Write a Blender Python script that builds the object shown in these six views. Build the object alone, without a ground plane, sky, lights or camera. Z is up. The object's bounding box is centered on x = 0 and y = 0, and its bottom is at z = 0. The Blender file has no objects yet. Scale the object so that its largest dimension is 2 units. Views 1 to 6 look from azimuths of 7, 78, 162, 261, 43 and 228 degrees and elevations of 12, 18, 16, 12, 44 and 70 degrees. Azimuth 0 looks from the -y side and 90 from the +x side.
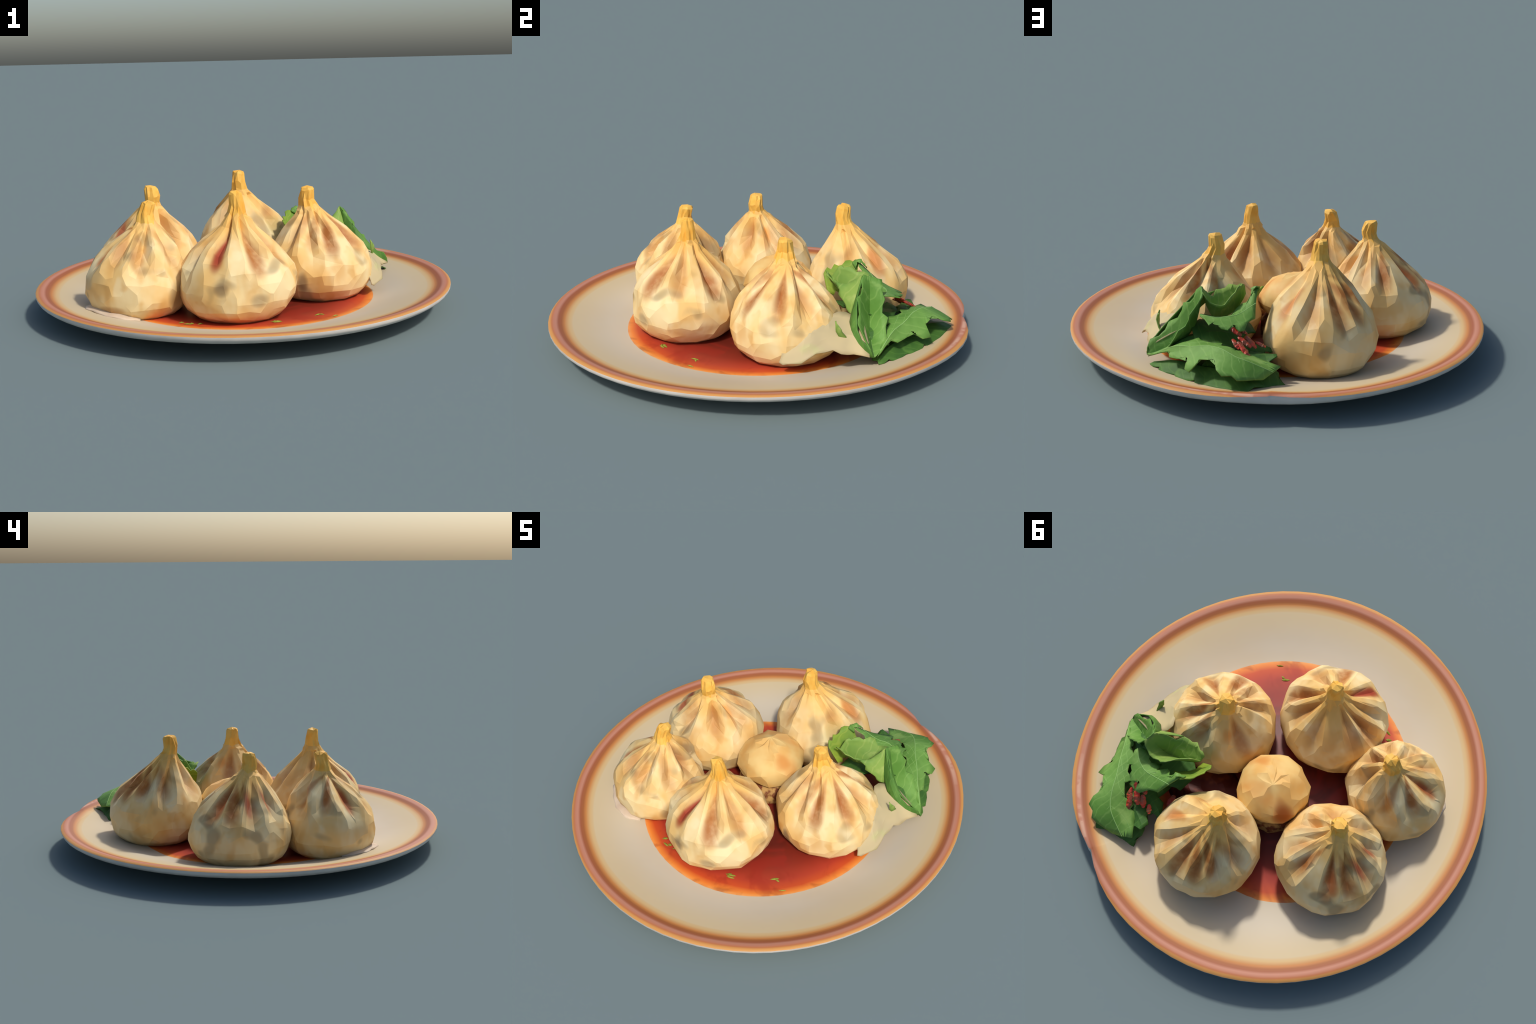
"""A round stoneware plate with five pleated soup dumplings, a small smooth bun,
a pool of chili sauce, a thin wrapper flap and a bunch of fresh green leaves."""
import bpy, bmesh, math, random
import numpy as np
from mathutils import Vector, noise

RNG = random.Random(7)
TAU = 2 * math.pi


# ------------------------------------------------------------------ helpers
def srgb(r, g, b):
    def f(c):
        c /= 255.0
        return c / 12.92 if c <= 0.04045 else ((c + 0.055) / 1.055) ** 2.4
    return (f(r), f(g), f(b), 1.0)


def empty(name, loc=(0, 0, 0)):
    o = bpy.data.objects.new(name, None)
    o.location = loc
    o.empty_display_size = 0.1
    bpy.context.scene.collection.objects.link(o)
    return o


def mesh_object(name, verts, faces, mat, parent=None, smooth=False, loc=(0, 0, 0)):
    me = bpy.data.meshes.new(name)
    me.from_pydata([tuple(v) for v in verts], [], faces)
    me.validate()
    me.polygons.foreach_set("use_smooth", [smooth] * len(me.polygons))
    me.materials.append(mat)
    o = bpy.data.objects.new(name, me)
    o.location = loc
    bpy.context.scene.collection.objects.link(o)
    if parent is not None:
        o.parent = parent
    return o


def lerp_table(x, table):
    xs = [a for a, _ in table]
    ys = [b for _, b in table]
    return float(np.interp(x, xs, ys))


def smooth01(t):
    t = min(1.0, max(0.0, t))
    return t * t * (3 - 2 * t)


def catmull(points, n):
    """Resample a polyline of control points to n points on a smooth curve."""
    P = [Vector(p) for p in points]
    P = [P[0] * 2 - P[1]] + P + [P[-1] * 2 - P[-2]]
    out, segs = [], len(points) - 1
    for i in range(n):
        u = i / (n - 1) * segs
        k = min(int(u), segs - 1)
        t = u - k
        a, b, c, d = P[k:k + 4]
        out.append(0.5 * ((2 * b) + (c - a) * t + (2 * a - 5 * b + 4 * c - d) * t * t
                          + (3 * b - a - 3 * c + d) * t ** 3))
    return out


# ---------------------------------------------------------------- materials
class Nodes:
    """Small wrapper that keeps node-graph code readable."""

    def __init__(self, name, roughness=0.7, specular=0.25):
        self.mat = bpy.data.materials.new(name)
        self.mat.use_nodes = True
        self.t = self.mat.node_tree
        self.bsdf = self.t.nodes["Principled BSDF"]
        self.bsdf.inputs["Roughness"].default_value = roughness
        self.bsdf.inputs["Specular IOR Level"].default_value = specular
        self.obj = self.t.nodes.new("ShaderNodeTexCoord").outputs["Object"]

    def link(self, a, b):
        if isinstance(a, (int, float)):
            b.default_value = a
        elif isinstance(a, tuple):
            b.default_value = a if len(a) == len(b.default_value) else a[:len(b.default_value)]
        else:
            self.t.links.new(a, b)

    def math(self, op, a, b=0.0, c=None, clamp=False):
        n = self.t.nodes.new("ShaderNodeMath")
        n.operation = op
        n.use_clamp = clamp
        self.link(a, n.inputs[0])
        self.link(b, n.inputs[1])
        if c is not None:
            self.link(c, n.inputs[2])
        return n.outputs[0]

    def vmath(self, op, a, b=(0, 0, 0)):
        n = self.t.nodes.new("ShaderNodeVectorMath")
        n.operation = op
        self.link(a, n.inputs[0])
        self.link(b, n.inputs[1])
        return n.outputs["Value"] if op in ("LENGTH", "DOT_PRODUCT") else n.outputs[0]

    def mix(self, fac, a, b):
        n = self.t.nodes.new("ShaderNodeMix")
        n.data_type = "RGBA"
        self.link(fac, n.inputs[0])
        self.link(a, n.inputs[6])
        self.link(b, n.inputs[7])
        return n.outputs[2]

    def noise(self, scale, detail=3.0, vec=None, rough=0.5, distort=0.0, offset=(0, 0, 0)):
        n = self.t.nodes.new("ShaderNodeTexNoise")
        n.inputs["Scale"].default_value = scale
        n.inputs["Detail"].default_value = detail
        n.inputs["Roughness"].default_value = rough
        n.inputs["Distortion"].default_value = distort
        v = self.vmath("ADD", self.obj if vec is None else vec, offset)
        self.t.links.new(v, n.inputs["Vector"])
        return n.outputs["Fac"]

    def range(self, v, a, b, c=0.0, d=1.0):
        n = self.t.nodes.new("ShaderNodeMapRange")
        n.interpolation_type = "SMOOTHSTEP"
        self.link(v, n.inputs[0])
        for i, x in enumerate((a, b, c, d)):
            n.inputs[1 + i].default_value = x
        return n.outputs[0]

    def ramp(self, fac, stops):
        n = self.t.nodes.new("ShaderNodeValToRGB")
        el = n.color_ramp.elements
        while len(el) < len(stops):
            el.new(0.5)
        for e, (p, c) in zip(el, stops):
            e.position, e.color = p, c
        self.t.links.new(fac, n.inputs[0])
        return n.outputs[0]

    def xyz(self, v=None):
        n = self.t.nodes.new("ShaderNodeSeparateXYZ")
        self.t.links.new(self.obj if v is None else v, n.inputs[0])
        return n.outputs

    def bump(self, height, strength=0.2, distance=0.01):
        n = self.t.nodes.new("ShaderNodeBump")
        n.inputs["Strength"].default_value = strength
        n.inputs["Distance"].default_value = distance
        self.t.links.new(height, n.inputs["Height"])
        self.t.links.new(n.outputs[0], self.bsdf.inputs["Normal"])

    def done(self, color):
        self.link(color, self.bsdf.inputs["Base Color"])
        return self.mat


def spot_group():
    """Node group: soft mask around a direction (azimuth) and height on a round body."""
    g = bpy.data.node_groups.new("round_spot", "ShaderNodeTree")
    for nm, kind in (("Vector", "NodeSocketVector"), ("Direction", "NodeSocketVector"), ("Height", "NodeSocketFloat"),
                     ("Width", "NodeSocketFloat"), ("Length", "NodeSocketFloat")):
        g.interface.new_socket(nm, in_out="INPUT", socket_type=kind)
    g.interface.new_socket("Mask", in_out="OUTPUT", socket_type="NodeSocketFloat")
    i, o = g.nodes.new("NodeGroupInput"), g.nodes.new("NodeGroupOutput")

    def m(op, a, b):
        n = g.nodes.new("ShaderNodeMath")
        n.operation = op
        for k, v in enumerate((a, b)):
            if isinstance(v, (int, float)):
                n.inputs[k].default_value = v
            else:
                g.links.new(v, n.inputs[k])
        return n.outputs[0]
    flat = g.nodes.new("ShaderNodeVectorMath")
    flat.operation = "MULTIPLY"
    flat.inputs[1].default_value = (1, 1, 0)
    g.links.new(i.outputs["Vector"], flat.inputs[0])
    nrm = g.nodes.new("ShaderNodeVectorMath")
    nrm.operation = "NORMALIZE"
    g.links.new(flat.outputs[0], nrm.inputs[0])
    dot = g.nodes.new("ShaderNodeVectorMath")
    dot.operation = "DOT_PRODUCT"
    g.links.new(nrm.outputs[0], dot.inputs[0])
    g.links.new(i.outputs["Direction"], dot.inputs[1])
    sep = g.nodes.new("ShaderNodeSeparateXYZ")
    g.links.new(i.outputs["Vector"], sep.inputs[0])
    ang = m("DIVIDE", m("MULTIPLY", m("SUBTRACT", 1.0, dot.outputs["Value"]), 2.0), m("MULTIPLY", i.outputs["Width"], i.outputs["Width"]))
    h = m("DIVIDE", m("SUBTRACT", sep.outputs[2], i.outputs["Height"]), i.outputs["Length"])
    d = m("ADD", ang, m("MULTIPLY", h, h))
    mr = g.nodes.new("ShaderNodeMapRange")
    mr.interpolation_type = "SMOOTHSTEP"
    g.links.new(d, mr.inputs[0])
    for k, v in enumerate((0.0, 1.6, 1.0, 0.0)):
        mr.inputs[1 + k].default_value = v
    g.links.new(mr.outputs[0], o.inputs[0])
    return g


SPOT = spot_group()

# ------------------------------------------------------------- plate shape
# normalised radius -> height of the inside surface
FLOOR = [(0.0, 0.028), (0.15, 0.028), (0.30, 0.028), (0.45, 0.030), (0.53, 0.032), (0.61, 0.036), (0.67, 0.045), (0.75, 0.066), (0.82, 0.084), (0.88, 0.097), (0.925, 0.106)]
NOTCH = [(60, 0.0), (64.6, -0.010), (70.3, -0.026), (71.4, -0.036), (77.2, -0.018), (83, -0.010), (92, 0.0)]


def chip(a):
    deg = math.degrees(a) % 360
    return lerp_table(deg, NOTCH) if 60 < deg < 92 else 0.0


def rim_radius(a):
    r = 0.9817 - 0.0138 * math.cos(2 * a) - 0.0045 * math.sin(a) - 0.0027 * math.sin(2 * a) + 0.0021 * math.sin(4 * a)
    deg = (math.degrees(a) - 72 + 180) % 360 - 180
    r += 0.009 * math.exp(-((deg + 20) / 12.0) ** 2)
    return r + chip(a) + 0.004 * math.sin(math.radians(deg * 9)) * math.exp(-(deg / 30.0) ** 2)


def floor_height(x, y):
    return lerp_table(math.hypot(x, y) / rim_radius(math.atan2(y, x)), FLOOR)


def plate_material():
    n = Nodes("glazed_stoneware", 0.55, 0.3)
    v = n.vmath("MULTIPLY", n.vmath("ADD", n.obj, (0, 0.0045, 0)), (1 / 0.968, 1 / 0.9955, 0))
    rho = n.vmath("LENGTH", v)
    wob = n.math("MULTIPLY_ADD", n.noise(2.5, 2), 0.010, -0.005)
    rho = n.math("ADD", rho, wob)
    cream, warm = srgb(199, 187, 165), srgb(200, 180, 142)
    col = n.mix(n.range(rho, 0.70, 0.90), cream, warm)
    col = n.mix(n.math("MULTIPLY", n.range(n.noise(2.2, 3, offset=(4, 1, 0)), 0.45, 0.75), 0.35), col, srgb(196, 176, 140))
    ring = n.ramp(n.math("DIVIDE", n.math("SUBTRACT", rho, 0.88), 0.13), [
        (0.00, warm), (0.20, srgb(202, 168, 116)), (0.36, srgb(190, 126, 68)), (0.46, srgb(158, 94, 52)), (0.56, srgb(156, 90, 58)),
        (0.65, srgb(186, 128, 104)), (0.73, srgb(184, 122, 96)), (0.80, srgb(182, 112, 70)), (0.86, srgb(196, 138, 74)), (1.0, srgb(200, 146, 84))])
    col = n.mix(n.range(rho, 0.885, 0.895), col, ring)
    # pale patches on the rim beside the chip
    near = n.vmath("DOT_PRODUCT", n.vmath("NORMALIZE", v), (math.cos(math.radians(58)), math.sin(math.radians(58)), 0))
    pale_patch = n.math("MULTIPLY", n.range(near, 0.94, 0.995), n.math("MULTIPLY", n.range(rho, 0.958, 0.968), n.range(rho, 0.985, 0.974)))
    pale_patch = n.math("MULTIPLY", pale_patch, n.range(n.noise(13, 3, offset=(2, 2, 0), distort=0.5), 0.48, 0.60))
    col = n.mix(n.math("MULTIPLY", pale_patch, 0.7), col, srgb(208, 166, 140))
    n.bump(n.noise(14, 3), 0.05, 0.01)
    return n.done(col)


def white_glaze():
    n = Nodes("white_glaze", 0.5, 0.3)
    col = n.mix(n.range(n.noise(6, 3), 0.4, 0.7), srgb(214, 206, 196), srgb(200, 193, 184))
    return n.done(col)


def build_plate():
    root = empty("dinner_plate")
    root["label"] = "round cream stoneware plate with a brown-pink banded rim"
    root["category"] = "plate"
    seg = 76
    angs = sorted([TAU * i / seg for i in range(seg)] + [math.radians(a) for a in (70.4, 71.3)])
    zmod = lambda a: (0.0037 * math.sin(a) + 0.0008 * math.cos(a)
                      - 0.010 * math.exp(-(((math.degrees(a) - 70 + 180) % 360 - 180) / 42.0) ** 2))

    def lathe(name, prof, mat, close_center=False, smooth=True, chipped=True):
        verts, faces = [], []
        m = len(angs)
        for rho, z_ring in prof:
            for a in angs:
                z = z_ring
                r = rim_radius(a) * rho
                if not chipped and 0.9 < rho < 0.9999:
                    r -= 0.4 * chip(a)
                    z = z - 0.25 * abs(chip(a))
                k = smooth01((rho - 0.6) / 0.4)
                verts.append((r * math.cos(a), r * math.sin(a), max(0.0, z + zmod(a) * k)))
        for j in range(len(prof) - 1):
            for i in range(m):
                i2 = (i + 1) % m
                faces.append((j * m + i, j * m + i2, (j + 1) * m + i2, (j + 1) * m + i))
        if close_center:
            verts.append((0, 0, prof[0][1]))
            c = len(verts) - 1
            for i in range(m):
                faces.append((c, (i + 1) % m, i) if close_center == "under" else (c, i, (i + 1) % m))
        o = mesh_object(name, verts, faces, mat, root, smooth)
        return o

    glaze, white = plate_material(), white_glaze()
    w = lathe("well", [(0.05, FLOOR[0][1])] + FLOOR[1:], glaze, "over")
    rim = lathe("rim", [FLOOR[-1], (.940, .1105), (.956, .116), (.970, .1195), (.984, .1205), (.995, .1185), (1.0, .115)], glaze)
    under = lathe("underside", [(1.0, .115), (1.0, .105), (.994, .096), (.978, .085), (.90, .067), (.80, .046), (.70, .025), (.62, .007), (.60, .0), (.56, .0), (.545, .005), (.05, .006)], white, chipped=False)
    # close the underside
    me = under.data
    m = len(angs)
    bm = bmesh.new()
    bm.from_mesh(me)
    bm.verts.ensure_lookup_table()
    bm.faces.new([bm.verts[len(bm.verts) - m + i] for i in range(m)])
    bmesh.ops.recalc_face_normals(bm, faces=bm.faces)
    bm.to_mesh(me)
    bm.free()
    for o in (w, rim):
        bm = bmesh.new()
        bm.from_mesh(o.data)
        for f in bm.faces:
            f.normal_update()
        up = sum(f.normal.z for f in bm.faces)
        if up < 0:
            bmesh.ops.reverse_faces(bm, faces=bm.faces)
        bm.to_mesh(o.data)
        bm.free()
    return root


# -------------------------------------------------------------------- sauce
def sauce_material():
    n = Nodes("chili_sauce", 0.45, 0.3)
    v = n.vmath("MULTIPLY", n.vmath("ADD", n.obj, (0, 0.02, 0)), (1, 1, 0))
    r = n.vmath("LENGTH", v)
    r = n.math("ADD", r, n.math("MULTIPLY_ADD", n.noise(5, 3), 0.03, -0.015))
    col = n.ramp(n.math("DIVIDE", n.math("SUBTRACT", r, 0.30), 0.34), [  # inner stops darkened for the shadow between the dumplings
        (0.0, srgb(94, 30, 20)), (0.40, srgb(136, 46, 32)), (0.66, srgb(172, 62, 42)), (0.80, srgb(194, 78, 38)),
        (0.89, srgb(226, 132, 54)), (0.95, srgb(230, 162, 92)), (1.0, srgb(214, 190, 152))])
    col = n.mix(n.math("MULTIPLY", n.range(n.noise(4.5, 3, offset=(7, 0, 0), distort=1.2), 0.5, 0.62), 0.45), col, srgb(150, 40, 30))
    col = n.mix(n.math("MULTIPLY", n.range(n.noise(9, 4, distort=0.6), 0.5, 0.75), 0.5), col, srgb(130, 40, 24))
    return n.done(col)


def herb_material():
    n = Nodes("chopped_herb", 0.6)
    return n.done(n.mix(n.noise(30, 2), srgb(96, 110, 36), srgb(160, 160, 60)))


def build_sauce():
    root = empty("chili_sauce_pool")
    root["label"] = "shallow pool of red orange chili sauce with herb bits"
    root["category"] = "sauce"
    verts, faces, rings, seg = [(0, -0.02, 0.059)], [], 9, 64
    for j in range(1, rings + 1):
        for i in range(seg):
            a = TAU * i / seg
            edge = 0.632 + 0.010 * noise.noise((math.cos(a) * 1.5, math.sin(a) * 1.5, 3))
            r = edge * (j / rings)
            x, y = r * math.cos(a), r * math.sin(a) - 0.02
            f = floor_height(x, y)
            lift = 0.003 if j < rings else -0.002
            heap = 0.026 * smooth01(1.6 - math.hypot(x + 0.10, y + 0.02) / 0.27)
            verts.append((x, y, max(f + lift, 0.033 + heap if j < rings - 1 else 0)))
    for i in range(seg):
        faces.append((0, 1 + i, 1 + (i + 1) % seg))
    for j in range(rings - 1):
        for i in range(seg):
            a, b = 1 + j * seg + i, 1 + j * seg + (i + 1) % seg
            faces.append((a, a + seg, b + seg, b))
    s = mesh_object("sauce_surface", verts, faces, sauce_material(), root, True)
    s["kind"] = "stuff"
    # thicker broth with bits of filling heaped between the bun, the right-hand and the back dumpling
    bn = Nodes("thick_broth", 0.5, 0.3)
    bm_ = bn.done(bn.mix(bn.range(bn.noise(14, 3), 0.5, 0.72), srgb(92, 32, 22), srgb(140, 66, 34)))  # base colour taken dark, from sauce lying in shadow
    bv, bf, br, bs = [(.185, .30, .092)], [], 7, 30
    for j in range(1, br + 1):
        q = j / br
        for i in range(bs):
            a = TAU * i / bs
            x, y = .185 + .26 * q * math.cos(a), .30 + .17 * q * math.sin(a)
            bv.append((x, y, .030 + .062 * (1 - q ** 3) + .012 * noise.noise((x * 14, y * 14, 2)) * (1 - q * .5)))
    bf += [(0, 1 + i, 1 + (i + 1) % bs) for i in range(bs)]
    for j in range(br - 1):
        for i in range(bs):
            a, b = 1 + j * bs + i, 1 + j * bs + (i + 1) % bs
            bf.append((a, a + bs, b + bs, b))
    mound = mesh_object("thick_broth", bv, bf, bm_, root)
    mound["kind"] = "stuff"
    # chopped herb slivers and chili seeds floating in it
    hv, hf = [], []
    rng = random.Random(3)
    clusters = [((0.19, -0.50), 0.03, 4), ((-0.17, -0.55), 0.05, 5), ((0.40, -0.36), 0.05, 3)]
    for (cx, cy), sp, k in clusters:
        for _ in range(k):
            x, y = cx + rng.gauss(0, sp * .5), cy + rng.gauss(0, sp * .35)
            if math.hypot(x, y + .02) > .59:
                continue
            z = max(floor_height(x, y) + .003, .034)
            L, W, a = rng.uniform(.008, .024), rng.uniform(.003, .008), rng.uniform(-.5, .9)
            ca, sa = math.cos(a), math.sin(a)
            b = len(hv)
            for du, dv, dz in ((-1, 0, .001), (-.3, 1, .002), (.5, .8, .003), (1, 0, .001), (.4, -.9, .002), (-.4, -.7, .002), (0, 0, .006)):
                hv.append((x + (du * L * ca - dv * W * sa), y + (du * L * sa + dv * W * ca), z + dz))
            for i in range(6):
                hf.append((b + 6, b + i, b + (i + 1) % 6)[::-1])
            hf.append(tuple(b + i for i in range(6)))
    h = mesh_object("herb_flakes", hv, hf, herb_material(), root)
    h["kind"] = "stuff"
    return root


# ---------------------------------------------------------------- dumplings
# relative height / radius of the silhouette (for a body 0.560 tall, 0.252 wide)
SLIM = [(0.000, 0.152), (0.012, 0.178), (0.035, 0.207), (0.070, 0.233), (0.110, 0.248), (0.150, 0.252), (0.190, 0.251), (0.236, 0.240),
        (0.275, 0.218), (0.308, 0.194), (0.338, 0.162), (0.366, 0.128), (0.390, 0.100), (0.415, 0.073), (0.442, 0.054),
        (0.468, 0.040), (0.498, 0.034), (0.530, 0.031), (0.548, 0.030), (0.560, 0.025)]
FULL = [(0.000, 0.155), (0.012, 0.182), (0.035, 0.212), (0.070, 0.236), (0.110, 0.249), (0.150, 0.252), (0.195, 0.247), (0.245, 0.230),
        (0.285, 0.208), (0.325, 0.176), (0.362, 0.142), (0.400, 0.101), (0.432, 0.069), (0.466, 0.047), (0.500, 0.036), (0.530, 0.032), (0.548, 0.031), (0.560, 0.025)]
CREASE = [(0.12, 0.0), (0.17, 0.06), (0.225, 0.22), (0.270, 0.55), (0.305, 0.86), (0.335, 1.0), (0.365, 0.86), (0.390, 0.60),
          (0.415, 0.34), (0.442, 0.16), (0.468, 0.06), (0.50, 0.0), (0.56, 0.0)]
NECK_HEIGHT = 0.470


def dough_material(name, creases, seed, stains):
    """creases: (azimuth deg, strength, height); stains: (azimuth, height, width, length, colour, strength)"""
    n = Nodes(name, 0.62, 0.3)
    tall = n.vmath("MULTIPLY", n.obj, (1, 1, 0.4))
    base = n.mix(n.range(n.noise(5.0, 3, offset=(seed, 0, 0)), 0.36, 0.66), srgb(230, 206, 152), srgb(228, 188, 118))
    streak = n.noise(10, 2, vec=tall, offset=(seed, 2, 0))  # streaks paint ridge highlights pale and valley shade tan
    base = n.mix(n.math("MULTIPLY", n.range(streak, 0.50, 0.70), 0.6), base, srgb(212, 160, 86))
    base = n.mix(n.math("MULTIPLY", n.range(streak, 0.46, 0.32), 0.5), base, srgb(238, 222, 176))
    # filling showing through the thin wrapper
    blot = n.noise(8.0, 0.6, offset=(0, seed, 2.0))
    base = n.mix(n.math("MULTIPLY", n.range(blot, 0.62, 0.72), 0.6), base, srgb(142, 122, 88))
    blot2 = n.noise(11, 2.0, offset=(seed, 5, 0))
    base = n.mix(n.math("MULTIPLY", n.range(blot2, 0.60, 0.74), 0.45), base, srgb(210, 158, 80))
    z = n.xyz()[2]

    def spot(az, h, w, l):
        g = n.t.nodes.new("ShaderNodeGroup")
        g.node_tree = SPOT
        n.t.links.new(n.obj, g.inputs["Vector"])
        g.inputs["Direction"].default_value = (math.cos(az), math.sin(az), 0)
        g.inputs["Height"].default_value, g.inputs["Width"].default_value, g.inputs["Length"].default_value = h, w, l
        return g.outputs[0]
    # egg-yellow dough towards the knot
    zz = n.math("ADD", z, n.math("MULTIPLY_ADD", n.noise(9, 2), 0.12, -0.06))
    base = n.mix(n.math("MULTIPLY", n.range(zz, 0.30, 0.47), 0.9), base, srgb(231, 178, 88))
    # crease shading painted into the pleats as orange-brown
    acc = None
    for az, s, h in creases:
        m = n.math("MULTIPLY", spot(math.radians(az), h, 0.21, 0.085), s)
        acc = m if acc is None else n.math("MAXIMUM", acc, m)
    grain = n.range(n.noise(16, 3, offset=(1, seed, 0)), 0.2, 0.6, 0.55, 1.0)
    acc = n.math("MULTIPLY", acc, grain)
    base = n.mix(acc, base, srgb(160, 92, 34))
    for az, h, w, l, c, s in stains:
        m = n.math("MULTIPLY", spot(math.radians(az), h, w, l), s)
        base = n.mix(m, base, c)
    n.bump(n.noise(22, 3), 0.12, 0.01)
    return n.done(base)


def knot_material():
    n = Nodes("yellow_dough_knot", 0.6, 0.3)
    return n.done(n.mix(n.range(n.noise(18, 3), 0.35, 0.7), srgb(236, 186, 88), srgb(230, 168, 64)))


def build_dumpling(center, z0, tip, radius, profile, creases, seed, stains, label, stretch=(1, 1), bend=(0, 0), pinch=0.06, shoulder=0.0):
    rng = random.Random(seed)
    root = empty("soup_dumpling", (center[0], center[1], z0))
    root["label"] = label
    root["category"] = "dumpling"
    H = tip[2] - z0
    kz, kr = H / 0.560, radius / 0.252
    lean = (tip[0] - center[0], tip[1] - center[1])
    az = sorted(c[0] for c in creases)
    # every pleat: azimuth, half-width, depth, height shift, sideways drift
    pleats = []
    for i, a in enumerate(az):
        gap = min((a - az[i - 1]) % 360, (az[(i + 1) % len(az)] - a) % 360)
        pleats.append((math.radians(a), math.radians(min(30, gap * rng.uniform(0.46, 0.66))), rng.uniform(0.038, 0.072) * min(1, gap / 34 + .1),
                       rng.uniform(-0.030, 0.025), rng.uniform(-1.0, 1.0)))
    cols, rows = 112, 54
    h_of = lambda j: 0.560 * (j / (rows - 1)) ** 0.9
    verts, off = [], Vector((seed * 3.7, seed, 0))
    for j in range(rows):
        h = h_of(j)
        t = smooth01((h - 0.19) / 0.35)
        for i in range(cols):
            th = TAU * i / cols
            r = lerp_table(h, profile) * kr if h < 0.46 else lerp_table(h, profile) * (1 + (kr - 1) * max(0, (0.56 - h) / 0.1))
            r += shoulder * math.exp(-((h - 0.36) / 0.07) ** 2)
            for (a, w, dep, dh, drift) in pleats:
                d = (th - a - drift * (h - 0.33) + math.pi) % TAU - math.pi
                # the pleat opens downwards and closes towards the knot
                ww = w * (0.75 + 1.1 * (0.40 - h)) if h > 0.15 else w
                ww = max(ww, 0.2)
                if abs(d) < ww:
                    c = 0.5 + 0.5 * math.cos(math.pi * d / ww)
                    r -= dep * (0.55 * c + 0.45 * (1 - abs(d) / ww)) * lerp_table(h + dh, CREASE)
            p = Vector((math.cos(th) * 0.25, math.sin(th) * 0.25, h * 1.1)) + off
            lump = 0.011 * noise.noise(p * 7) + 0.009 * noise.noise(p * 14)
            if h > 0.45:
                lump = 0.007 * noise.noise(p * 11)
            elif h < 0.05:
                lump *= h / 0.05
            r = max(r + lump, 0.018)
            sx = 1 + (stretch[0] - 1) * (1 - t)
            sy = 1 + (stretch[1] - 1) * (1 - t)
            r *= 1 - pinch * math.exp(-((h - 0.478) / 0.02) ** 2)
            kb = smooth01((h - 0.44) / 0.06) * (1 - smooth01((h - 0.50) / 0.06))
            x = r * math.cos(th) * sx + lean[0] * t + bend[0] * kb
            y = r * math.sin(th) * sy + lean[1] * t + bend[1] * kb
            z = h * kz
            if h > 0.54:
                z += 0.010 * noise.noise(Vector((x * 30, y * 30, seed)))
            verts.append((x, y, z))
    faces = []
    for j in range(rows - 1):
        for i in range(cols):
            a, b = j * cols + i, j * cols + (i + 1) % cols
            faces.append((a, b, b + cols, a + cols))
    faces.append(tuple(range(cols))[::-1])
    top = (rows - 1) * cols
    verts.append((lean[0] + rng.uniform(-.006, .006), lean[1] + rng.uniform(-.006, .006), H + rng.uniform(0.004, 0.012)))
    for i in range(cols):
        faces.append((top + i, top + (i + 1) % cols, len(verts) - 1))
    # thick dough drapes in flat little planes: collapse the fine surface to coarse facets
    fine = mesh_object("fine_body", verts, faces, KNOT)
    mod = fine.modifiers.new("facets", "DECIMATE")
    mod.ratio = FACETS / (len(faces) * 2.0)
    dg = bpy.context.evaluated_depsgraph_get()
    ev = fine.evaluated_get(dg).to_mesh()
    V = [tuple(v.co) for v in ev.vertices]
    F = [tuple(p.vertices) for p in ev.polygons]
    fine.evaluated_get(dg).to_mesh_clear()
    bpy.data.objects.remove(fine)
    knot, body = [], []
    for f in F:
        (knot if sum(V[k][2] for k in f) / len(f) > NECK_HEIGHT * kz else body).append(f)

    def part(name, fs, mat):
        used = sorted({k for f in fs for k in f})
        idx = {k: q for q, k in enumerate(used)}
        o = mesh_object(name, [V[k] for k in used], [tuple(idx[k] for k in f) for f in fs], mat, root, True)
        o.data.set_sharp_from_angle(angle=math.radians(13))
        return o
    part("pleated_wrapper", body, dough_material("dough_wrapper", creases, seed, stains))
    part("knot", knot, KNOT)
    return root


# ---------------------------------------------------------------- small bun
def bun_material():
    n = Nodes("browned_bun_dough", 0.6, 0.3)
    base = n.mix(n.range(n.noise(7, 3), 0.35, 0.7), srgb(226, 194, 126), srgb(218, 166, 90))
    base = n.mix(n.math("MULTIPLY", n.range(n.noise(6, 2, offset=(3, 3, 1)), 0.55, 0.72), 0.5), base, srgb(214, 140, 62))

    def spot(az, h, w, l):
        g = n.t.nodes.new("ShaderNodeGroup")
        g.node_tree = SPOT
        n.t.links.new(n.obj, g.inputs["Vector"])
        a = math.radians(az)
        g.inputs["Direction"].default_value = (math.cos(a), math.sin(a), 0)
        g.inputs["Height"].default_value, g.inputs["Width"].default_value, g.inputs["Length"].default_value = h, w, l
        return g.outputs[0]
    base = n.mix(n.math("MULTIPLY", spot(155, 0.235, 0.34, 0.06), 0.95), base, srgb(160, 82, 26))
    base = n.mix(n.math("MULTIPLY", spot(-20, 0.27, 0.30, 0.03), 0.6), base, srgb(204, 132, 58))
    return n.done(base)


def filling_material():
    n = Nodes("torn_dough_edge", 0.7)
    return n.done(n.mix(n.range(n.noise(26, 4), 0.42, 0.58), srgb(190, 150, 90), srgb(120, 66, 40)))


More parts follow.
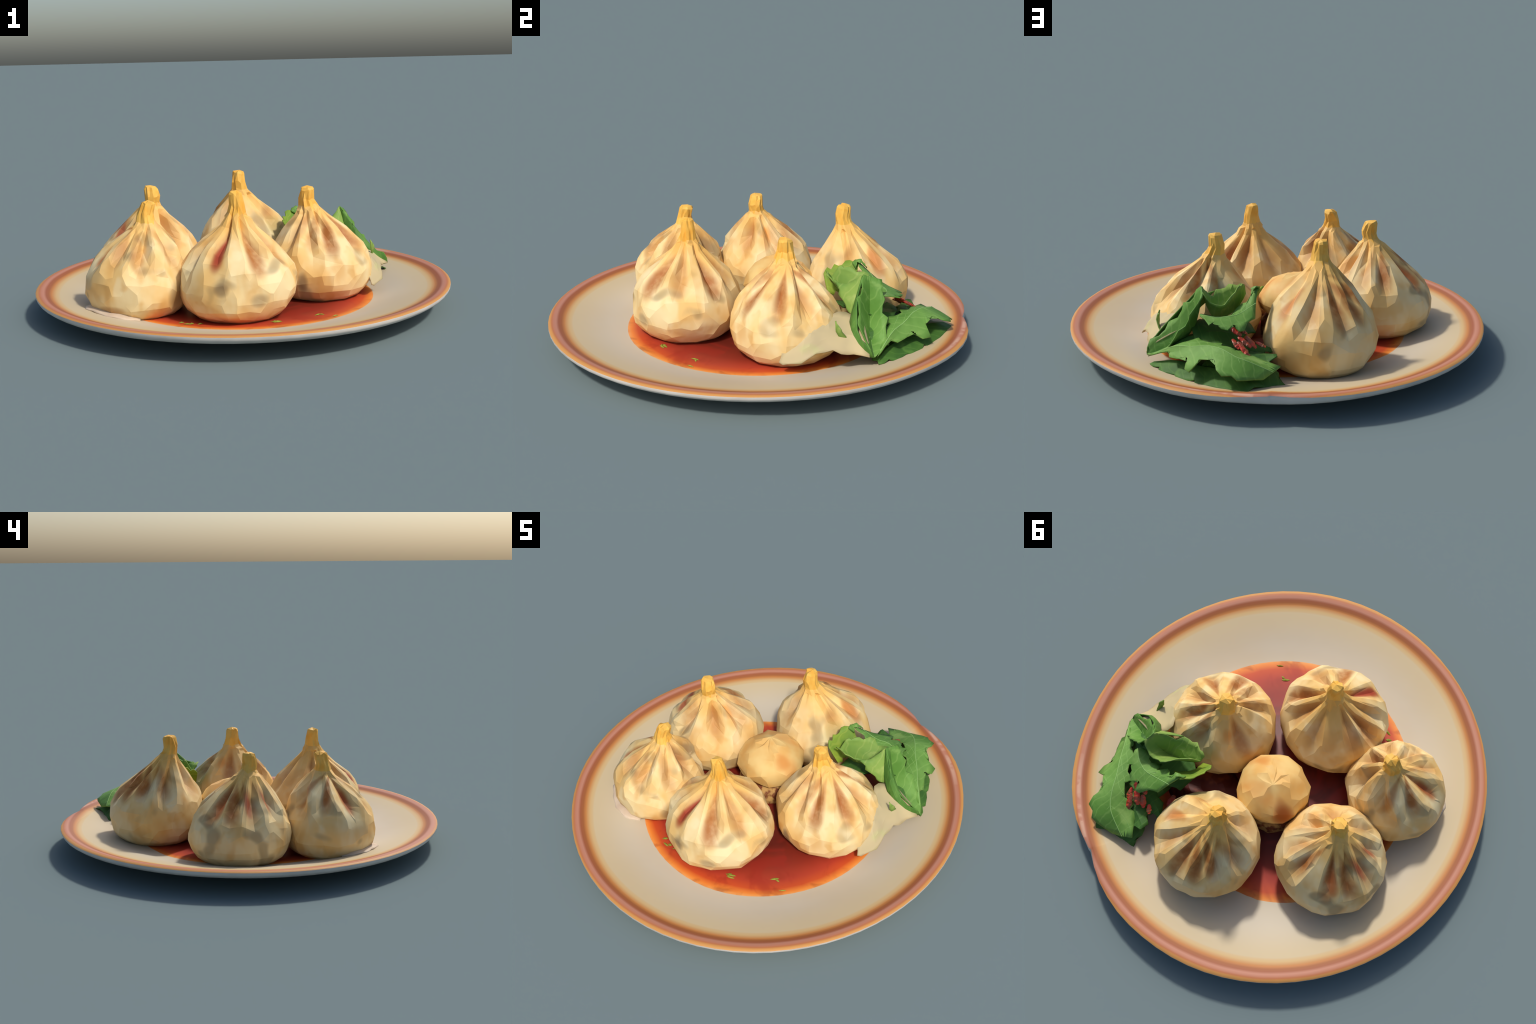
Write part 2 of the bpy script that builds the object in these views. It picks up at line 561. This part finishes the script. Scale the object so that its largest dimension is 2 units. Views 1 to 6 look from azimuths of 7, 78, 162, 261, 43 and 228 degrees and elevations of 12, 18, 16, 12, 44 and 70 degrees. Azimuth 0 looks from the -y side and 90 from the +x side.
def build_bun():
    c = (-0.062, 0.097)
    z0 = 0.018
    root = empty("small_round_bun", (c[0], c[1], z0))
    root["label"] = "small smooth round dough bun with browned spots"
    root["category"] = "bun"
    rng = random.Random(21)

    def rings(prof, seg, jit, cap=None):
        v, f = [], []
        for j, (h, r) in enumerate(prof):
            for i in range(seg):
                a = TAU * (i + 0.5 * (j % 2)) / seg + rng.uniform(-1, 1) * jit * 4
                rr = r * (1 + rng.uniform(-1, 1) * jit)
                v.append((rr * math.cos(a), rr * math.sin(a), h + rng.uniform(-1, 1) * jit * .15))
        for j in range(len(prof) - 1):
            for i in range(seg):
                a, b = j * seg + i, j * seg + (i + 1) % seg
                if j % 2:
                    f += [(a, b, b + seg), (a, b + seg, a + seg)]
                else:
                    f += [(a, b, a + seg), (b, b + seg, a + seg)]
        f.append(tuple(range(seg))[::-1])
        v.append((rng.uniform(-.02, .02), rng.uniform(-.02, .02), cap))
        k = (len(prof) - 1) * seg
        for i in range(seg):
            f.append((k + i, k + (i + 1) % seg, len(v) - 1))
        return v, f
    v, f = rings([(.118, .10), (.132, .138), (.155, .158), (.190, .169), (.225, .163), (.255, .144), (.282, .114), (.302, .080), (.316, .042)], 15, .04, .324)
    dome = mesh_object("dome", v, f, bun_material(), root, True)
    dome.data.set_sharp_from_angle(angle=math.radians(18))
    v, f = rings([(-.004, .150), (.02, .162), (.06, .166), (.100, .158), (.126, .136)], 26, .03, .130)
    mesh_object("base_layer", v, f, filling_material(), root)
    return root


# ------------------------------------------------------------------- leaves
def leaf_material(name, a, b, c, seed):
    n = Nodes(name, 0.6, 0.25)
    col = n.mix(n.range(n.noise(7, 3, offset=(seed, 0, 0)), 0.35, 0.68), a, b)
    col = n.mix(n.math("MULTIPLY", n.range(n.noise(11, 3, offset=(0, seed, 1), distort=0.5), 0.55, 0.75), 0.6), col, c)
    w = n.t.nodes.new("ShaderNodeTexWave")
    w.inputs["Scale"].default_value = 9
    w.inputs["Distortion"].default_value = 6
    w.inputs["Detail"].default_value = 2
    n.t.links.new(n.obj, w.inputs["Vector"])
    col = n.mix(n.math("MULTIPLY", n.range(w.outputs["Fac"], 0.9, 1.0), 0.25), col, c)
    n.bump(n.noise(24, 3), 0.3, 0.01)
    tr = n.t.nodes.new("ShaderNodeBsdfTranslucent")
    n.link(col, tr.inputs[0])
    mixs = n.t.nodes.new("ShaderNodeMixShader")
    mixs.inputs[0].default_value = 0.12
    n.t.links.new(n.bsdf.outputs[0], mixs.inputs[1])
    n.t.links.new(tr.outputs[0], mixs.inputs[2])
    n.t.links.new(mixs.outputs[0], n.t.nodes["Material Output"].inputs[0])
    return n.done(col)


def sheet(name, left, mid, right, mat, parent, seed, rows=15, half=4, crinkle=0.006, ragged=0.012, thick=0.005, rib=None):
    """A leaf-like sheet lofted between a left edge, a midrib and a right edge."""
    rng = random.Random(seed)
    L, M, R = (catmull(p, rows) for p in (left, mid, right))
    verts, cols = [], 2 * half + 1
    for i in range(rows):
        u = i / (rows - 1)
        env = math.sin(math.pi * min(1, max(0, u))) ** 0.5
        for k in range(cols):
            t = k / half - 1
            side = L[i] if t < 0 else R[i]
            q = abs(t)
            p = M[i].lerp(side, q)
            # cup the blade: the half-way points keep the fold at the midrib
            if k in (0, cols - 1):
                out = (side - M[i])
                w = out.length
                if w > 1e-5:
                    p = p + out / w * (0.9 * math.sin(i * 2.1 + seed) + rng.uniform(-1, 0.8)) * ragged * env
            nz = noise.noise(Vector(p) * 11 + Vector((seed, 0, 0)))
            nn = noise.noise(Vector(p) * 25 + Vector((0, seed, 0)))
            p = p + Vector((0.3 * nz, 0.3 * nn, 0.9 * nz + 0.5 * nn)) * crinkle * env
            verts.append(p)
    faces = []
    for i in range(rows - 1):
        for k in range(cols - 1):
            a = i * cols + k
            q = [a, a + 1, a + 1 + cols, a + cols]
            faces += [(q[0], q[1], q[2]), (q[0], q[2], q[3])] if rng.random() < .5 else [(q[0], q[1], q[3]), (q[1], q[2], q[3])]
    bm = bmesh.new()
    vs = [bm.verts.new(v) for v in verts]
    for f in faces:
        bm.faces.new([vs[i] for i in f])
    bmesh.ops.remove_doubles(bm, verts=bm.verts, dist=0.0012)
    bmesh.ops.recalc_face_normals(bm, faces=bm.faces)
    up = sum(f.normal.z * f.calc_area() for f in bm.faces)
    if up < 0:
        bmesh.ops.reverse_faces(bm, faces=bm.faces)
    me = bpy.data.meshes.new(name)
    bm.to_mesh(me)
    bm.free()
    me.materials.append(mat)
    me.polygons.foreach_set("use_smooth", [True] * len(me.polygons))
    me.set_sharp_from_angle(angle=math.radians(14))
    o = bpy.data.objects.new(name, me)
    bpy.context.scene.collection.objects.link(o)
    o.parent = parent
    s = o.modifiers.new("thickness", "SOLIDIFY")
    s.thickness = thick
    s.offset = 0
    if rib is not None:
        cu = bpy.data.curves.new("midrib", "CURVE")
        cu.dimensions = "3D"
        cu.bevel_depth = 0.0022
        cu.bevel_resolution = 1
        lines = [[verts[i * cols + half] for i in range(rows)]]
        for i in range(2, rows - 4, 3):
            for sgn in (-1, 1):
                lines.append([verts[min(rows - 1, i + s_) * cols + half + sgn * s_] for s_ in range(0, half)])
        for ln_i, ln in enumerate(lines):
            sp = cu.splines.new("POLY")
            sp.points.add(len(ln) - 1)
            for p, v in zip(sp.points, ln):
                p.co = (v[0], v[1], v[2] + thick * 0.35, 1)
                p.radius = 1.0 if ln_i == 0 else 0.45
        tmp = bpy.data.objects.new("midrib_curve", cu)
        bpy.context.scene.collection.objects.link(tmp)
        dg = bpy.context.evaluated_depsgraph_get()
        rm = bpy.data.meshes.new_from_object(tmp.evaluated_get(dg))
        bpy.data.objects.remove(tmp)
        rm.name = "midrib"
        rm.materials.clear()
        rm.materials.append(rib)
        ro = bpy.data.objects.new("midrib", rm)
        bpy.context.scene.collection.objects.link(ro)
        ro.parent = o
    return o


def build_greens():
    root = empty("leafy_garnish", (0.45, 0.5, 0.09))
    root["label"] = "heap of fresh green basil leaves with chili bits"
    root["category"] = "garnish"
    anchor = root
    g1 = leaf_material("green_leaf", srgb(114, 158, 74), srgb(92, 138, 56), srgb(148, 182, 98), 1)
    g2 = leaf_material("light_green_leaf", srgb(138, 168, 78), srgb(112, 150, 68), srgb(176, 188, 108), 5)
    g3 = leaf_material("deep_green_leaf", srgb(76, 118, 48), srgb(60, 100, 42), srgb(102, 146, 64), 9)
    g5 = leaf_material("mid_green_leaf", srgb(92, 136, 56), srgb(70, 114, 46), srgb(116, 154, 70), 15)
    g4 = leaf_material("yellow_green_leaf", srgb(150, 172, 56), srgb(112, 146, 54), srgb(180, 186, 84), 12)
    rib = Nodes("leaf_rib")
    rib = rib.done(srgb(136, 176, 100))
    parts = []

    def leaf(*a, **k):
        o = sheet("leaf", *a, parent=None, **k)
        parts.append(o)
        return o
    # big outer leaf lying towards the rim, with two lobes and a notch
    leaf([(.685, .36, .115), (.625, .43, .148), (.590, .53, .145), (.552, .635, .155), (.515, .640, .190), (.475, .760, .164), (.400, .800, .145), (.30, .78, .125)],
         [(.66, .38, .13), (.585, .46, .185), (.53, .53, .200), (.475, .59, .222), (.43, .65, .220), (.39, .70, .205), (.34, .73, .185), (.25, .755, .14)],
         [(.63, .39, .14), (.53, .45, .20), (.475, .505, .214), (.425, .565, .214), (.385, .605, .210), (.335, .628, .190), (.28, .65, .165), (.21, .726, .150)],
         g1, seed=11, rows=20, half=5, ragged=0.020, rib=rib)
    # upright folded leaf with its tip on the wrapper flap
    leaf([(.446, .363, .404), (.49, .335, .345), (.53, .316, .290), (.600, .30, .22), (.671, .325, .165), (.685, .347, .118)],
         [(.450, .390, .395), (.465, .390, .310), (.490, .385, .235), (.550, .370, .165), (.630, .355, .130), (.685, .348, .118)],
         [(.461, .443, .381), (.50, .44, .33), (.523, .432, .277), (.578, .428, .215), (.623, .42, .152), (.686, .349, .121)],
         g1, seed=12, rows=14, half=4, ragged=0.012, rib=rib)
    # shell-shaped light leaf: its rim runs along the right-hand dumpling, its back edge curls up
    leaf([(.226, .256, .352), (.265, .247, .366), (.305, .244, .364), (.350, .258, .347), (.395, .297, .342), (.430, .340, .378), (.446, .363, .402)],
         [(.230, .280, .325), (.262, .298, .285), (.300, .320, .262), (.345, .340, .250), (.392, .358, .258), (.425, .375, .310), (.448, .385, .390)],
         [(.245, .310, .378), (.265, .335, .384), (.290, .370, .382), (.325, .415, .364), (.375, .428, .335), (.420, .430, .345), (.455, .415, .390)],
         g2, seed=13, rows=14, half=5, crinkle=0.016, ragged=0.008)
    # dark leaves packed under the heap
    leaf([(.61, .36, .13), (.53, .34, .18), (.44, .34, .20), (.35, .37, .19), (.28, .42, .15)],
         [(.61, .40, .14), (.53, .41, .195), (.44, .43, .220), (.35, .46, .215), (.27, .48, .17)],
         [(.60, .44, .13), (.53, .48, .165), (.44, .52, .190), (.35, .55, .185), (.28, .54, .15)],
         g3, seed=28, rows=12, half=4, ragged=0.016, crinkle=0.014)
    # outer flank of the upright leaf
    leaf([(.446, .360, .400), (.495, .330, .345), (.535, .312, .290), (.605, .295, .215), (.668, .322, .165), (.686, .346, .118)],
         [(.448, .345, .350), (.505, .310, .295), (.550, .290, .250), (.605, .280, .190), (.660, .314, .145), (.685, .346, .117)],
         [(.455, .330, .300), (.510, .295, .250), (.550, .278, .205), (.600, .275, .160), (.650, .310, .125), (.684, .345, .116)],
         g5, seed=27, rows=11, half=4, ragged=0.008)
    # front of the shell hanging down towards the dumpling and the flap
    leaf([(.365, .263, .345), (.395, .268, .315), (.435, .278, .280), (.470, .295, .250), (.490, .312, .232)],
         [(.405, .300, .350), (.445, .305, .322), (.480, .312, .290), (.500, .322, .258), (.505, .332, .234)],
         [(.446, .363, .402), (.470, .352, .350), (.490, .350, .305), (.498, .350, .265), (.494, .350, .246)],
         g2, seed=14, rows=10, half=4, crinkle=0.012, ragged=0.008)
    # yellow-green leaf standing on edge between the two dumplings
    leaf([(.205, .415, .388), (.180, .370, .370), (.170, .330, .358), (.166, .285, .348), (.180, .256, .325)],
         [(.235, .400, .340), (.215, .365, .325), (.205, .330, .312), (.200, .290, .300), (.205, .258, .292)],
         [(.285, .395, .285), (.262, .365, .270), (.246, .330, .255), (.240, .295, .245), (.238, .262, .250)],
         g4, seed=15, rows=11, half=4, ragged=0.010)
    # folded leaf behind the shell, lit on its top
    leaf([(.470, .435, .305), (.410, .430, .285), (.345, .432, .285), (.280, .420, .325), (.212, .412, .384)],
         [(.475, .450, .308), (.425, .482, .300), (.365, .492, .296), (.300, .475, .306), (.235, .460, .335)],
         [(.478, .465, .308), (.440, .535, .285), (.375, .570, .272), (.310, .550, .278), (.254, .513, .288)],
         g1, seed=17, rows=12, half=4, ragged=0.022, rib=rib)
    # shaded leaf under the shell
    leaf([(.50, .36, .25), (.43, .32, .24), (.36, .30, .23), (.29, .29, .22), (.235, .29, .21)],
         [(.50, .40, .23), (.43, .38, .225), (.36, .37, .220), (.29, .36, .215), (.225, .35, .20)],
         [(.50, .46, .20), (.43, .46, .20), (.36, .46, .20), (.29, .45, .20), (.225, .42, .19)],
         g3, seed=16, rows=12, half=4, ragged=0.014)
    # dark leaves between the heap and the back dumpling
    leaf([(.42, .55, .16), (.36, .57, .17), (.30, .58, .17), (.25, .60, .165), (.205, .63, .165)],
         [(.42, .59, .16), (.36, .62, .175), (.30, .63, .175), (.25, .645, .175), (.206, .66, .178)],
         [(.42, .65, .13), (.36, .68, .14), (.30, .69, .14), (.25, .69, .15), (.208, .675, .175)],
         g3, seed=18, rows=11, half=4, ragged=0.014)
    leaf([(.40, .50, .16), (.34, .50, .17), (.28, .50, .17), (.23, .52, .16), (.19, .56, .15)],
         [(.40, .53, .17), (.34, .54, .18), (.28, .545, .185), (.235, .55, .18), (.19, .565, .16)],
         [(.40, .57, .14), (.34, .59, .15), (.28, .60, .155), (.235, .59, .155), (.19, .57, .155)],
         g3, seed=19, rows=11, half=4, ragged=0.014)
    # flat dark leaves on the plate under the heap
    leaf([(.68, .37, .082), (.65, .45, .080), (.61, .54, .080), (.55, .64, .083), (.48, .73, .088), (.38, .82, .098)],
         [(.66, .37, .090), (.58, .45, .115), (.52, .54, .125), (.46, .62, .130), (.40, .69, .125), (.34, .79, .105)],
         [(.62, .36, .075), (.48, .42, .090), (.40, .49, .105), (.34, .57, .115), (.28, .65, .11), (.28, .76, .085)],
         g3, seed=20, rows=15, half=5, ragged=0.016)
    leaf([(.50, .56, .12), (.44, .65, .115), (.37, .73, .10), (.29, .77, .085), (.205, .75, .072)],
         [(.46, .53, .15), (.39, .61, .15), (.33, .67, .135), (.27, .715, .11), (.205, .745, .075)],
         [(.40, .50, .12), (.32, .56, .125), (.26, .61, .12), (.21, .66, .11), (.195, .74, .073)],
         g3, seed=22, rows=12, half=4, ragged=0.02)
    # little curl and torn tips on top
    leaf([(.20, .385, .375), (.205, .405, .392), (.225, .425, .398), (.25, .44, .365)],
         [(.215, .39, .365), (.218, .40, .388), (.232, .415, .395), (.25, .441, .364)],
         [(.232, .395, .355), (.230, .40, .382), (.242, .412, .388), (.25, .442, .363)],
         g1, seed=23, rows=9, half=2, ragged=0.005, crinkle=0.004)
    leaf([(.60, .265, .16), (.62, .225, .22), (.60, .20, .26)],
         [(.605, .25, .17), (.615, .215, .225), (.60, .20, .262)],
         [(.60, .235, .155), (.605, .205, .21), (.598, .198, .26)],
         g2, seed=24, rows=8, half=2, ragged=0.004, crinkle=0.003)

    # dried chili pieces tucked into the leaves
    red = Nodes("dried_chili", 0.4, 0.5)
    c = red.mix(red.range(red.noise(30, 3), 0.4, 0.65), srgb(190, 58, 34), srgb(136, 74, 46))
    red.bump(red.noise(60, 3), 0.5, 0.01)
    red = red.done(c)
    rng = random.Random(5)
    flakes = [((.375, .535, .282), (.330, .570, .240), .020), ((.352, .600, .228), (.320, .660, .176), .014), ((.31, .565, .235), (.275, .600, .190), .015),
              ((.345, .575, .240), (.300, .610, .200), .017), ((.235, .45, .16), (.215, .51, .15), .016), ((.335, .54, .262), (.300, .555, .240), .013),
              ((.37, .58, .235), (.355, .625, .205), .012), ((.265, .57, .205), (.235, .60, .190), .012)]
    for (a, b, w) in flakes:
        A, B = Vector(a), Vector(b)
        ax = (B - A).normalized()
        u = ax.cross(Vector((0, 0, 1))).normalized()
        v = ax.cross(u)
        vs, fs, S, Rr = [], [], 7, 9
        for j in range(Rr):
            t = j / (Rr - 1)
            rad = w * (math.sin(math.pi * (0.06 + 0.88 * t)) ** 0.6)
            for i in range(S):
                an = TAU * i / S
                k = rad * (1 + 0.35 * noise.noise((j * .9, i * 1.3, w * 90)))
                vs.append(A.lerp(B, t) + u * math.cos(an) * k + v * math.sin(an) * k * 0.5)
        for j in range(Rr - 1):
            for i in range(S):
                p, q = j * S + i, j * S + (i + 1) % S
                fs.append((p, q, q + S, p + S))
        fs += [tuple(range(S))[::-1], tuple((Rr - 1) * S + i for i in range(S))]
        o = mesh_object("chili_piece", vs, fs, red, None)
        parts.append(o)
    for o in parts:
        o.parent = anchor
        o.matrix_parent_inverse.identity()
        o.location = -Vector(anchor.location)
    return root


def build_flap():
    """Thin wrapper sheet slumped from the right-hand dumpling on to the plate, and a thin skirt."""
    n = Nodes("thin_wrapper_sheet", 0.6, 0.25)
    col = n.mix(n.range(n.noise(5, 3), 0.35, 0.7), srgb(196, 178, 134), srgb(182, 166, 128))
    col = n.mix(n.math("MULTIPLY", n.range(n.noise(9, 3, offset=(2, 0, 0)), 0.56, 0.75), 0.6), col, srgb(176, 180, 118))
    m = n.done(col)
    root = empty("wrapper_flap")
    root["label"] = "thin translucent dough sheet slumped over the sauce"
    root["category"] = "dough sheet"
    sheet("thin_sheet",
          [(.606, -.045, .095), (.632, -.01, .090), (.658, .050, .112), (.650, .12, .146), (.658, .20, .140), (.664, .26, .128), (.686, .327, .120)],
          [(.600, -.035, .115), (.615, .01, .135), (.630, .06, .158), (.618, .13, .185), (.600, .20, .195), (.600, .27, .190), (.640, .335, .165)],
          [(.592, -.030, .130), (.598, .03, .170), (.590, .08, .205), (.555, .14, .235), (.500, .205, .255), (.475, .275, .250), (.52, .345, .225)],
          m, root, 31, rows=14, half=4, crinkle=0.010, ragged=0.008, thick=0.004)
    return root


FACETS = 820
def build_skirt():
    """Thin pale lip of dough spread on the plate at the foot of the smaller dumpling."""
    n = Nodes("pale_dough_lip", 0.6, 0.25)
    m = n.done(n.mix(n.range(n.noise(8, 3), 0.35, 0.7), srgb(208, 190, 166), srgb(192, 170, 146)))
    root = empty("dough_lip")
    root["label"] = "thin pale lip of dough spread on the plate"
    root["category"] = "dough sheet"
    arcs = []
    for r, lift in ((0.185, 0.020), (0.218, 0.012), (0.246, 0.000)):
        pts = []
        for k in range(8):
            t = k / 7
            a = math.radians(185 + 100 * t)
            q = r * (1 - 0.18 * abs(2 * t - 1) ** 2.5) + 0.006 * math.sin(9 * t)
            x, y = -0.436 + q * math.cos(a), -0.338 + q * math.sin(a)
            pts.append((x, y, floor_height(x, y) + lift))
        arcs.append(pts)
    sheet("thin_lip", arcs[0], arcs[1], arcs[2], m, root, 41, rows=18, half=3, crinkle=0.003, ragged=0.004, thick=0.005)
    return root


KNOT = knot_material()
RED, DARK, OLIVE = srgb(150, 34, 22), srgb(104, 84, 66), srgb(150, 140, 80)


def creases(seed, angles, deep=()):
    r = random.Random(seed)
    return [(a, (0.95 if a in deep else r.uniform(0.35, 0.75)), r.uniform(0.300, 0.335)) for a in angles]


build_plate()
build_sauce()
build_dumpling((0.016, -0.360), 0.028, (0.017, -0.348, 0.575), 0.258, SLIM,
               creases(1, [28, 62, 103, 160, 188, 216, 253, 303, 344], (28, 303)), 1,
               [(253, 0.305, 0.14, 0.065, RED, 0.9), (262, 0.17, 0.13, 0.03, DARK, 0.6), (300, 0.12, 0.16, 0.03, DARK, 0.5), (268, 0.015, 1.2, 0.03, srgb(196, 110, 66), 0.5)],
               "plump pleated soup dumpling with a red sauce stain", (1.01, 0.99), (0.006, 0.0), 0.03)
build_dumpling((-0.433, -0.336), 0.030, (-0.382, -0.304, 0.526), 0.233, FULL,
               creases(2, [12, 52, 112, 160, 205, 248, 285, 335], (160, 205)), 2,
               [(330, 0.11, 0.22, 0.06, srgb(90, 66, 46), 0.6), (250, 0.06, 0.3, 0.02, srgb(150, 100, 50), 0.6), (205, 0.28, 0.12, 0.05, srgb(170, 70, 32), 0.6)],
               "smaller pleated soup dumpling with brown creases", (1.02, 1.0), (-0.010, -0.006), 0.02, 0.016)
build_dumpling((-0.474, 0.112), 0.030, (-0.450, 0.064, 0.550), 0.255, FULL,
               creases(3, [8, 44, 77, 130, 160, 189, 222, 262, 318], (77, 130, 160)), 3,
               [(187, 0.305, 0.12, 0.05, RED, 0.65), (222, 0.31, 0.10, 0.045, RED, 0.7), (136, 0.28, 0.16, 0.04, srgb(196, 100, 44), 0.6), (350, 0.32, 0.2, 0.05, srgb(226, 150, 54), 0.6)],
               "pleated soup dumpling with reddish pleats", (1.0, 1.0), (0.008, -0.006), 0.16)
build_dumpling((-0.044, 0.490), 0.032, (-0.070, 0.420, 0.576), 0.247, FULL,
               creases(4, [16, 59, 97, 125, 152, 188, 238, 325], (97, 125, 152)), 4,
               [(16, 0.31, 0.2, 0.06, srgb(190, 110, 50), 0.6), (325, 0.27, 0.3, 0.05, srgb(172, 160, 96), 0.4)],
               "pleated soup dumpling with dark brown creases", (1.02, 1.0), (0.0, -0.008), 0.10)
build_dumpling((0.358, 0.042), 0.028, (0.306, 0.043, 0.543), 0.251, FULL,
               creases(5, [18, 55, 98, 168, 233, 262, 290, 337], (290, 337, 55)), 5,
               [(255, 0.11, 0.10, 0.045, DARK, 0.7), (215, 0.10, 0.10, 0.04, DARK, 0.6), (120, 0.26, 0.3, 0.05, OLIVE, 0.4), (150, 0.34, 0.14, 0.03, srgb(214, 140, 60), 0.6)],
               "pleated soup dumpling beside the greens", (1.02, 1.0), (-0.008, 0.006), 0.04)
build_bun()
build_greens()
build_flap()
build_skirt()
